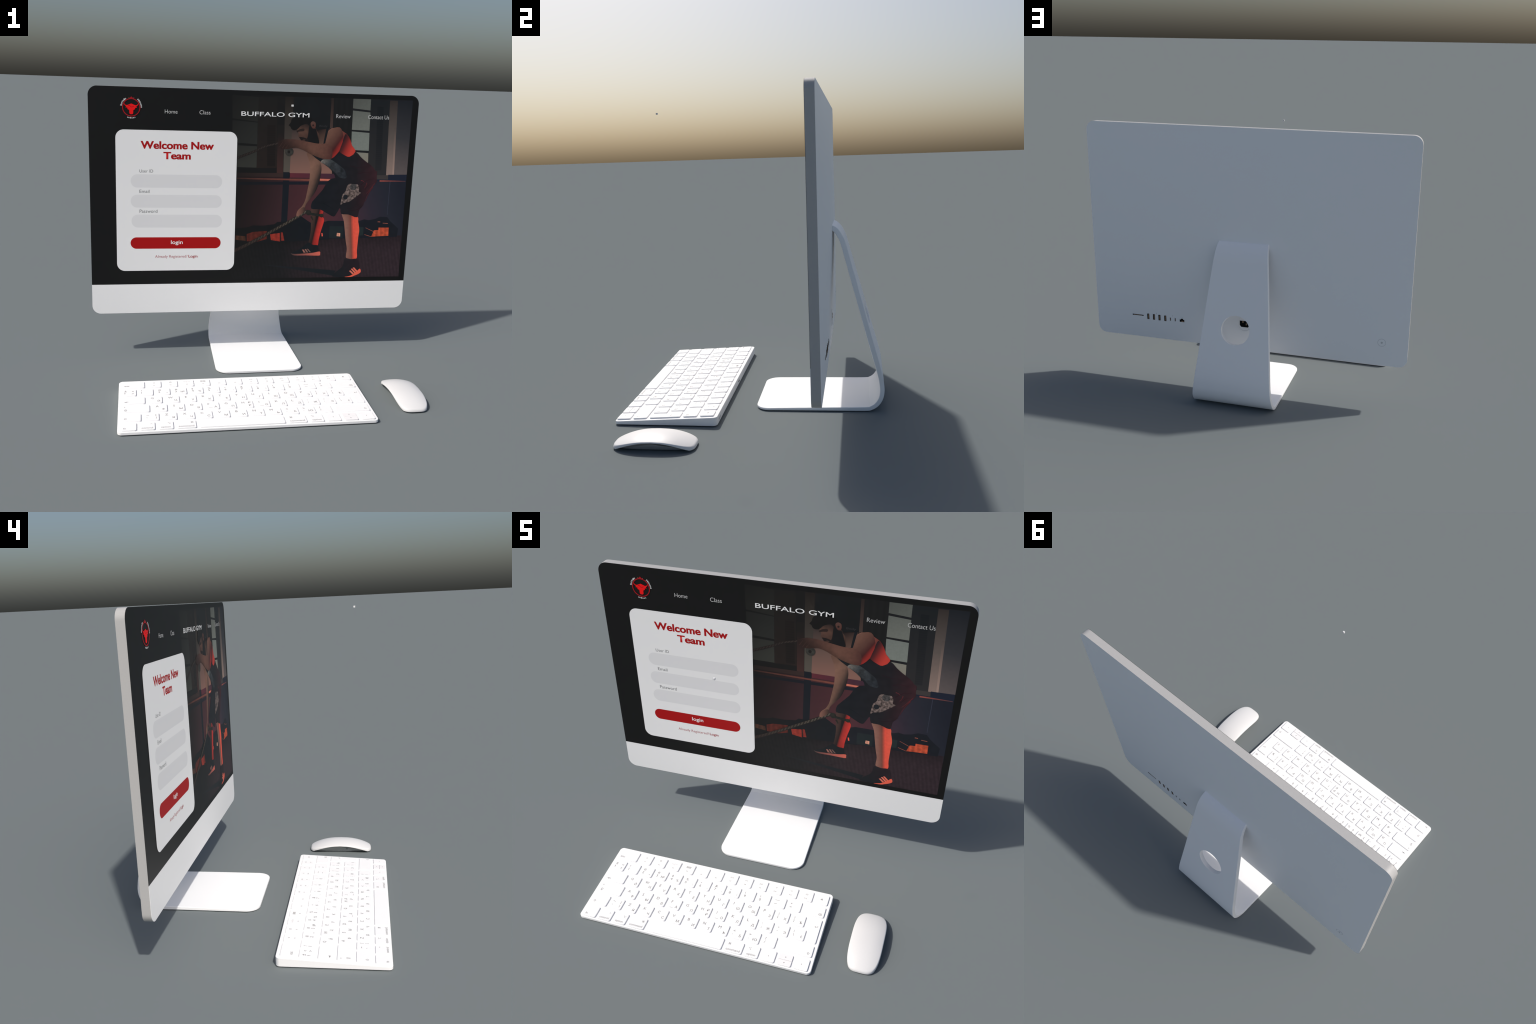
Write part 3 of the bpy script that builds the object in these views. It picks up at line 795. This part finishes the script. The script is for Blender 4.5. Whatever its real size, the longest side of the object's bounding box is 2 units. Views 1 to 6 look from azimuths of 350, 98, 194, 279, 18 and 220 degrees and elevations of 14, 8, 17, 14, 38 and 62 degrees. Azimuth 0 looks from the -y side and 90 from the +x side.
# --- round emblem with an ox head
EC = (-0.755, 1.529)
RING = PM("emblem_ring_red", (140, 26, 32))
_layer[0] += 1
add("emblem_ring", annulus(EC[0], EC[1], 0.0468, 0.0520, FRONT - LAYER * _layer[0], FRONT - LAYER * _layer[0] + LAYER), screen, RING)
half = [(0.0, 1.551), (0.013, 1.5455), (0.024, 1.5415), (0.033, 1.543), (0.043, 1.554), (0.038, 1.542), (0.029, 1.534),
        (0.033, 1.528), (0.022, 1.5265), (0.0215, 1.519), (0.0115, 1.5135), (0.011, 1.4955), (0.006, 1.490)]
plate("emblem_ox_head", [(EC[0] + x, z) for x, z in half] + [(EC[0] - x, z) for x, z in half[:0:-1]],
      PM("emblem_red", (206, 25, 27)))
plate("emblem_brow", stroke([(EC[0] - 0.017, 1.537), (EC[0] - 0.010, 1.540), (EC[0], 1.531), (EC[0] + 0.015, 1.535)], 0.003, 0.003),
      PM("emblem_dark_red", (140, 22, 26)))
plate("emblem_crown", [(-0.769, 1.577), (-0.754, 1.591), (-0.739, 1.577)], RING)
plate("emblem_crown", circle(-0.768, 1.5825, 0.0025, 12), PM("crown_gold", (110, 80, 50)))
plate("emblem_crown", circle(-0.740, 1.5825, 0.0025, 12), PM("crown_rose", (130, 70, 70)))


def arc_label(body, a_mid, radius, height, upward, spread):
    """letters set along a circle round the emblem"""
    _layer[0] += 1
    y = FRONT - LAYER * _layer[0]
    parts = []
    n = len(body)
    for k, ch in enumerate(body):
        a = math.radians(a_mid + (spread * (0.5 - (k + 0.5) / n)) * (1 if upward else -1))
        b = text_bm(ch, -height * 0.36, height * 0.36, 0, height * (1.0 if ch.isupper() or ch in "ftldi" else 0.78), 0.03)
        t = a - math.pi / 2 if upward else a + math.pi / 2
        c, s = math.cos(t), math.sin(t)
        for v in b.verts:
            x, z = v.co.x, v.co.y
            r = radius
            px, pz = x * c - z * s, x * s + z * c
            v.co = Vector((EC[0] + r * math.cos(a) + px, EC[1] + r * math.sin(a) + pz, 0))
        parts.append(b)
    me = bm_mesh(parts, "emblem_lettering", lambda c: Vector((c.x, y, c.y)))
    add("emblem_lettering", me, screen, INK_WHITE)


arc_label("Buffalo", 146, 0.0545, 0.0095, True, 52)
arc_label("Fitness", 26, 0.0545, 0.0095, True, 54)
arc_label("unisex", 270, 0.0635, 0.0085, False, 48)

# ================================================================== KEYBOARD
keyboard = empty("keyboard", "thin white wedge keyboard with grey printed legends", "keyboard")
KX0, KX1, KY0, KY1 = -0.833, 0.5015, -0.690, -0.1545
DECK0, DECK1 = 0.018, 0.0470


def deck_z(y):
    return DECK0 + (DECK1 - DECK0) * (y - KY0) / (KY1 - KY0)


def deck_mesh():
    o = round_rect(KX0, KX1, KY0, KY1, 0.022, 8)
    e = 0.0018
    cx, cy = (KX0 + KX1) / 2, (KY0 + KY1) / 2
    ins = round_rect(KX0 + e, KX1 - e, KY0 + e, KY1 - e, 0.020, 8)
    return loft([[(p[0], p[1], 0.002) for p in ins], [(p[0], p[1], 0.002 + e) for p in o],
                 [(p[0], p[1], deck_z(p[1]) - e) for p in o],
                 [(p[0], p[1], deck_z(p[1])) for p in ins]], "deck")


add("deck", deck_mesh(), keyboard, KEYWHITE, 25)
add("foot_pad", prism(round_rect(KX0 + 0.06, KX1 - 0.06, KY0 + 0.03, KY0 + 0.05, 0.008, 4), 'z', 0.0, 0.004), keyboard, KEYWHITE, 30)
add("foot_pad", prism(round_rect(KX0 + 0.06, KX1 - 0.06, KY1 - 0.06, KY1 - 0.04, 0.008, 4), 'z', 0.0, 0.004), keyboard, KEYWHITE, 30)
# rear edge: charging socket and switch
yb = KY1 + 0.0005
add("charging_socket", prism(round_rect(-0.18, -0.15, 0.017, 0.025, 0.003, 4), 'y', yb - 0.003, yb + 0.0004), keyboard, PORTBLACK, 30)
add("power_switch", prism(round_rect(0.40, 0.45, 0.016, 0.028, 0.004, 4), 'y', yb - 0.003, yb + 0.0006), keyboard, SEAM, 30)

U = 0.09055
X_LEFT = -0.8145
GAP = 0.0160
KD = 0.0715
ROW_Y = [-0.2460, -0.3336, -0.4214, -0.5090, -0.5970, -0.6838]
KH = 0.0068
_key_cache = {}


def key_mesh(w, d, h=KH, corners=(1, 1, 1, 1)):
    k = (round(w, 4), round(d, 4), corners)
    if k not in _key_cache:
        r, e = 0.008, 0.0007
        o = round_rect(0, w, 0, d, r, 5, corners)
        i = round_rect(e, w - e, e, d - e, r - e, 5, corners)
        me = loft([[(p[0], p[1], -0.002) for p in o], [(p[0], p[1], h - e) for p in o],
                   [(p[0], p[1], h) for p in i]], "key", False, True)
        me.materials.append(KEYWHITE)
        for p in me.polygons:
            p.use_smooth = True
        me.set_sharp_from_angle(angle=math.radians(25))
        _key_cache[k] = me
    return _key_cache[k]


slope = math.atan2(DECK1 - DECK0, KY1 - KY0)
TILT = Matrix.Rotation(slope, 4, 'X')


def place_key(x, y, w, d, legends, me=None, mat=None, name="key"):
    me = me or key_mesh(w, d)
    if mat:
        me = me.copy(); me.materials.clear(); me.materials.append(mat)
    o = bpy.data.objects.new(name, me)
    SCN.objects.link(o)
    o.parent = keyboard
    o.matrix_basis = Matrix.Translation((x, y, deck_z(y))) @ TILT
    if legends:
        bms = []
        for body, bx, by, h, al in legends:
            # bx, by: anchor as share of the key, h: ink height
            if al == 'L':
                b = text_bm(body, bx, bx, by, by + h, 0.0, True, 'L')
            elif al == 'R':
                b = text_bm(body, bx, bx, by, by + h, 0.0, True, 'R')
            else:
                b = text_bm(body, bx, bx, by, by + h, 0.0, True, 'C')
            bms.append(b)
        for k, b in enumerate(bms):         # later strokes a hair above earlier ones
            for v in b.verts:
                v.co.z = KH + 0.00015 + 0.00004 * k
        lm = bm_mesh(bms, "key_legend")
        lo = add("key_legend", lm, o, LEGEND)
    return o


def small_h(ch, base):
    """ink height of a sign next to letters of height base"""
    return {".": 0.16, ",": 0.26, ";": 0.75, ":": 0.62, "-": 0.12, "_": 0.1, "—": 0.1, "–": 0.12, "=": 0.42, "+": 0.6, "`": 0.28, "'": 0.35,
            "\"": 0.35, "*": 0.5, "^": 0.45, "~": 0.25, "·": 0.2, "<": 0.7, ">": 0.7}.get(ch, 1.0) * base


LH = 0.0165


def signs(ch, right, y, h):
    """legend entries for a right-set letter; letters the font fills badly are put together from strokes"""
    if ch == "Ф":
        return [("O", right - 0.5 * h, y + 0.12 * h, 0.76 * h, 'C'), ("I", right - 0.5 * h, y, h, 'C')]
    if ch == "Ы":
        return [("I", right, y, h, 'R'), ("Ь", right - 0.25 * h, y, h, 'R')]
    if ch == "Ъ":
        return [("Ь", right, y, h, 'R'), ("–", right - 0.62 * h, y + 0.90 * h, 0.09 * h, 'C')]
    if ch == "Ю":
        return [("O", right, y, h, 'R'), ("–", right - 1.20 * h, y + 0.46 * h, 0.08 * h, 'C'), ("I", right - 1.36 * h, y, h, 'R')]
    return [(ch, right, y, h, 'R')]


def letter_key(lat, cyr, mark=None, extra=None):
    w = U - GAP
    L = [(lat, 0.016 if lat != "I" else 0.02, KD - 0.014 - LH, LH, 'L')]
    L += signs(cyr, w - 0.0115, 0.012, LH * (1.22 if cyr in "ЙЁ" else 1.0) * (1.15 if cyr in "ЦЩД" else 1.0))
    if mark:
        L.append(("—", w * 0.52, 0.010, 0.0012, 'R'))
    if extra:
        L.append((extra, w - 0.011, KD - 0.014 - LH, LH, 'R'))
    return L


def sign_key(top, low, right=None, topright=None):
    w = U - GAP
    hb = 0.0160
    L = []
    if top:
        L.append((top, 0.012, KD - 0.014 - 0.5 * hb - small_h(top, hb) * 0.5, small_h(top, hb), 'L'))
    if low:
        L.append((low, 0.012, 0.019 if small_h(low, 1) > 0.5 else 0.023, small_h(low, hb), 'L'))
    if right:
        L += signs(right, w - 0.012, 0.016, small_h(right, hb))
    if topright:
        L.append((topright, w - 0.012, KD - 0.015 - hb, small_h(topright, hb), 'R'))
    return L


def fkey(icon, name, ih=0.009):
    w = U - GAP
    L = [(name, w / 2, 0.015, 0.0072, 'C')]
    if icon:
        L.append((icon, w / 2, 0.042, ih, 'C'))
    return L


def row(r, items):
    x = X_LEFT
    for units, leg in items:
        w = units * U - GAP
        place_key(x, ROW_Y[r], w, KD, leg(w) if callable(leg) else leg)
        x += units * U


row(0, [(1.5, [("esc", 0.012, 0.014, 0.0102, 'L')])] +
    [(1, fkey(i, n, h)) for i, n, h in (("☼", "F1", 0.011), ("☼", "F2", 0.015), ("▭▯▭", "F3", 0.012), ("▦▦", "F4", 0.013), (None, "F5", 0),
                                        (None, "F6", 0), ("◁◁", "F7", 0.010), ("▷||", "F8", 0.010), ("▷▷", "F9", 0.010),
                                        ("◁", "F10", 0.010), ("◁)", "F11", 0.010), ("◁))", "F12", 0.011))] +
    [(1, [("⏏", (U - GAP) / 2, 0.032, 0.011, 'C')])])
row(1, [(1, sign_key("±", "§", ">", "<")), (1, sign_key("!", "1")), (1, sign_key("@", "2", "\"")), (1, sign_key("#", "3", "№")),
        (1, sign_key("$", "4", "%")), (1, sign_key("%", "5", ":")), (1, sign_key("^", "6", ",")), (1, sign_key("&", "7", ".")),
        (1, sign_key("*", "8", ";")), (1, sign_key("(", "9")), (1, sign_key(")", "0")), (1, sign_key("—", "–")), (1, sign_key("+", "=")),
        (1.5, lambda w: [("⌫", w - 0.013, 0.012, 0.014, 'R')])])
row(2, [(1.5, [("⇥", 0.013, 0.014, 0.010, 'L')])] +
    [(1, letter_key(a, b)) for a, b in zip("QWERTYUIOP", "ЙЦУКЕНГШЩЗ")] +
    [(1, sign_key("{", "[", "Х")), (1, sign_key("}", "]", "Ъ"))])
row(3, [(1.75, [("•", 0.013, 0.052, 0.005, 'L'), ("⇪", 0.012, 0.012, 0.019, 'L')])] +
    [(1, letter_key(a, b, a in "FJ", "₽" if a == "H" else None)) for a, b in zip("ASDFGHJKL", "ФЫВАПРОЛД")] +
    [(1, sign_key(":", ";", "Ж")), (1, sign_key("\"", "'", "Э")), (1, sign_key("|", "\\", "Ё"))])
row(4, [(1.25, [("⇧", 0.012, 0.016, 0.015, 'L')]), (1, sign_key("~", "`", "]", "["))] +
    [(1, letter_key(a, b)) for a, b in zip("ZXCVBNM", "ЯЧСМИТЬ")] +
    [(1, sign_key("<", ",", "Б")), (1, sign_key(">", ".", "Ю")), (1, sign_key("?", "/")),
     (2.25, lambda w: [("⇧", w - 0.013, 0.014, 0.015, 'R')])])
mod = lambda body, sym, right=True: (lambda w: [(body, w / 2 if right else w / 2, 0.0070 if body == "option" else 0.0100, 0.0160 if body == "option" else 0.0136, 'C'),
                                                (sym, w - 0.012 if right else 0.014, KD - 0.027, 0.013, 'R' if right else 'L')])
row(5, [(1, [("fn", 0.011, 0.012, 0.0132, 'L')]),
        (1, lambda w: [("control", w / 2, 0.010, 0.0132, 'C'), ("⌃", w - 0.012, KD - 0.022, 0.006, 'R')]),
        (1, mod("option", "⌥")), (1.25, mod("command", "⌘")), (5, None),
        (1.25, mod("command", "⌘", False)), (1, mod("option", "⌥", False)),
        (1, [("◀", (U - GAP) / 2, 0.032, 0.006, 'C')])])
xa = X_LEFT + 12.5 * U
w1 = U - GAP
hk = KD / 2 - 0.0008
for yy, s, cn in ((ROW_Y[5] + KD / 2 + 0.0008, "▲", (0, 0, 1, 1)), (ROW_Y[5], "▼", (1, 1, 0, 0))):
    place_key(xa, yy, w1, hk, [(s, w1 / 2, hk / 2 - 0.003, 0.006, 'C')], key_mesh(w1, hk, KH, cn), HALFKEY)
place_key(xa + U, ROW_Y[5], w1, KD, [("▶", w1 / 2, 0.032, 0.006, 'C')])


def return_key():
    """tall L-shaped return key over two rows"""
    xr = 14.5 * U - GAP                      # right edge, counted from X_LEFT
    xu, xl = 13.5 * U, 13.75 * U             # left edges of upper and lower arm
    y0, y1 = 0.0, ROW_Y[2] + KD - ROW_Y[3]
    ys = ROW_Y[2] - ROW_Y[3]
    r = 0.008

    def outl(e):
        q = r - e
        P = [(xl + e, y0 + e), (xr - e, y0 + e), (xr - e, y1 - e), (xu + e, y1 - e), (xu + e, ys + e), (xl + e, ys + e)]
        out = []
        n = len(P)
        for k in range(n):
            a, p, b = (Vector(P[(k + j) % n]) for j in (-1, 0, 1))
            da, db = (a - p).normalized(), (b - p).normalized()
            for j in range(6):
                t = j / 5
                s1, s2 = p + da * q, p + db * q
                out.append(tuple((1 - t) ** 2 * s1 + 2 * t * (1 - t) * p + t * t * s2))
        return [(x - xl, y) for x, y in out]
    rings = [[(x, y, z) for x, y in outl(e)] for e, z in ((0, -0.002), (0, KH - 0.0007), (0.0007, KH))]
    me = loft(rings, "key", False, True)
    me.materials.append(KEYWHITE)
    bm = bmesh.new(); bm.from_mesh(me)
    bm.normal_update()
    bmesh.ops.triangulate(bm, faces=[f for f in bm.faces if len(f.verts) > 4])
    bm.to_mesh(me); bm.free()
    w = xr - xl
    place_key(X_LEFT + xl, ROW_Y[3], w, KD, [("↩", w - 0.012, KD + 0.030, 0.014, 'R')], me)


return_key()

# ================================================================== MOUSE
mouse = empty("mouse", "low white arched mouse on grey base", "mouse")
MC = (0.7440, -0.3999)
MA, MB, MN = 0.0880, 0.1998, 3.72
NT = 96


def plan(t, k=1.0):
    c, s = math.cos(t), math.sin(t)
    x = MA * k * math.copysign(abs(c) ** (2 / MN), c)
    y = MB * k * math.copysign(abs(s) ** (2 / MN), s)
    return x, y


def shell_top(x, y):
    arch = 0.0645 * (1 - (abs(y) / 0.229) ** 2.3)
    return arch - 0.0148 * (abs(x) / MA) ** 2.2


def lip(y):
    return max(0.0055, 0.0462 * (1 - (abs(y) / 0.190) ** 2))


angs = [2 * math.pi * i / NT for i in range(NT)]
rings = []
for k in [0.04 + 0.94 * j / 26 for j in range(27)]:
    rg = []
    for t in angs:
        x, y = plan(t, k)
        z = shell_top(x, y)
        # rounded shoulder close to the outline
        f = max(0.0, (k - 0.80) / 0.20)
        z -= 0.0004 * f ** 3
        rg.append((MC[0] + x, MC[1] + y, z))
    rings.append(rg)
for k, h in ((0.990, 0.62), (1.0, 0.12), (0.998, 0.0)):
    rg = []
    for t in angs:
        x, y = plan(t, k)
        zt = shell_top(*plan(t, 0.98)) - 0.0006
        zl = lip(plan(t)[1])
        zt = max(zt, zl + 0.0025)
        rg.append((MC[0] + x, MC[1] + y, zl + (zt - zl) * h))
    rings.append(rg)
rings.append([(MC[0] + plan(t, 0.96)[0], MC[1] + plan(t, 0.96)[1], lip(plan(t)[1]) + 0.001) for t in angs])
add("mouse_shell", loft(rings, "mouse_shell", True, True), mouse, MOUSEWHITE, 60)
# the base draws in under the shell down to a narrow sole
brings = []
for kx, ky, z in ((0.55, 0.90, 0.0015), (0.62, 0.935, 0.0020), (0.66, 0.945, 0.006), (0.955, 0.965, None)):
    brings.append([(MC[0] + plan(t, kx)[0], MC[1] + plan(t, ky)[1], z if z is not None else lip(plan(t)[1]) + 0.0025)
                   for t in angs])
add("mouse_base", loft(brings, "mouse_base", True, True), mouse, MOUSEBASE, 40)
for yy in (-0.13, 0.13):
    add("glide_rail", prism(round_rect(MC[0] - 0.04, MC[0] + 0.04, MC[1] + yy - 0.006, MC[1] + yy + 0.006, 0.005, 4), 'z', 0.0, 0.0018),
        mouse, PORTBLACK, 30)
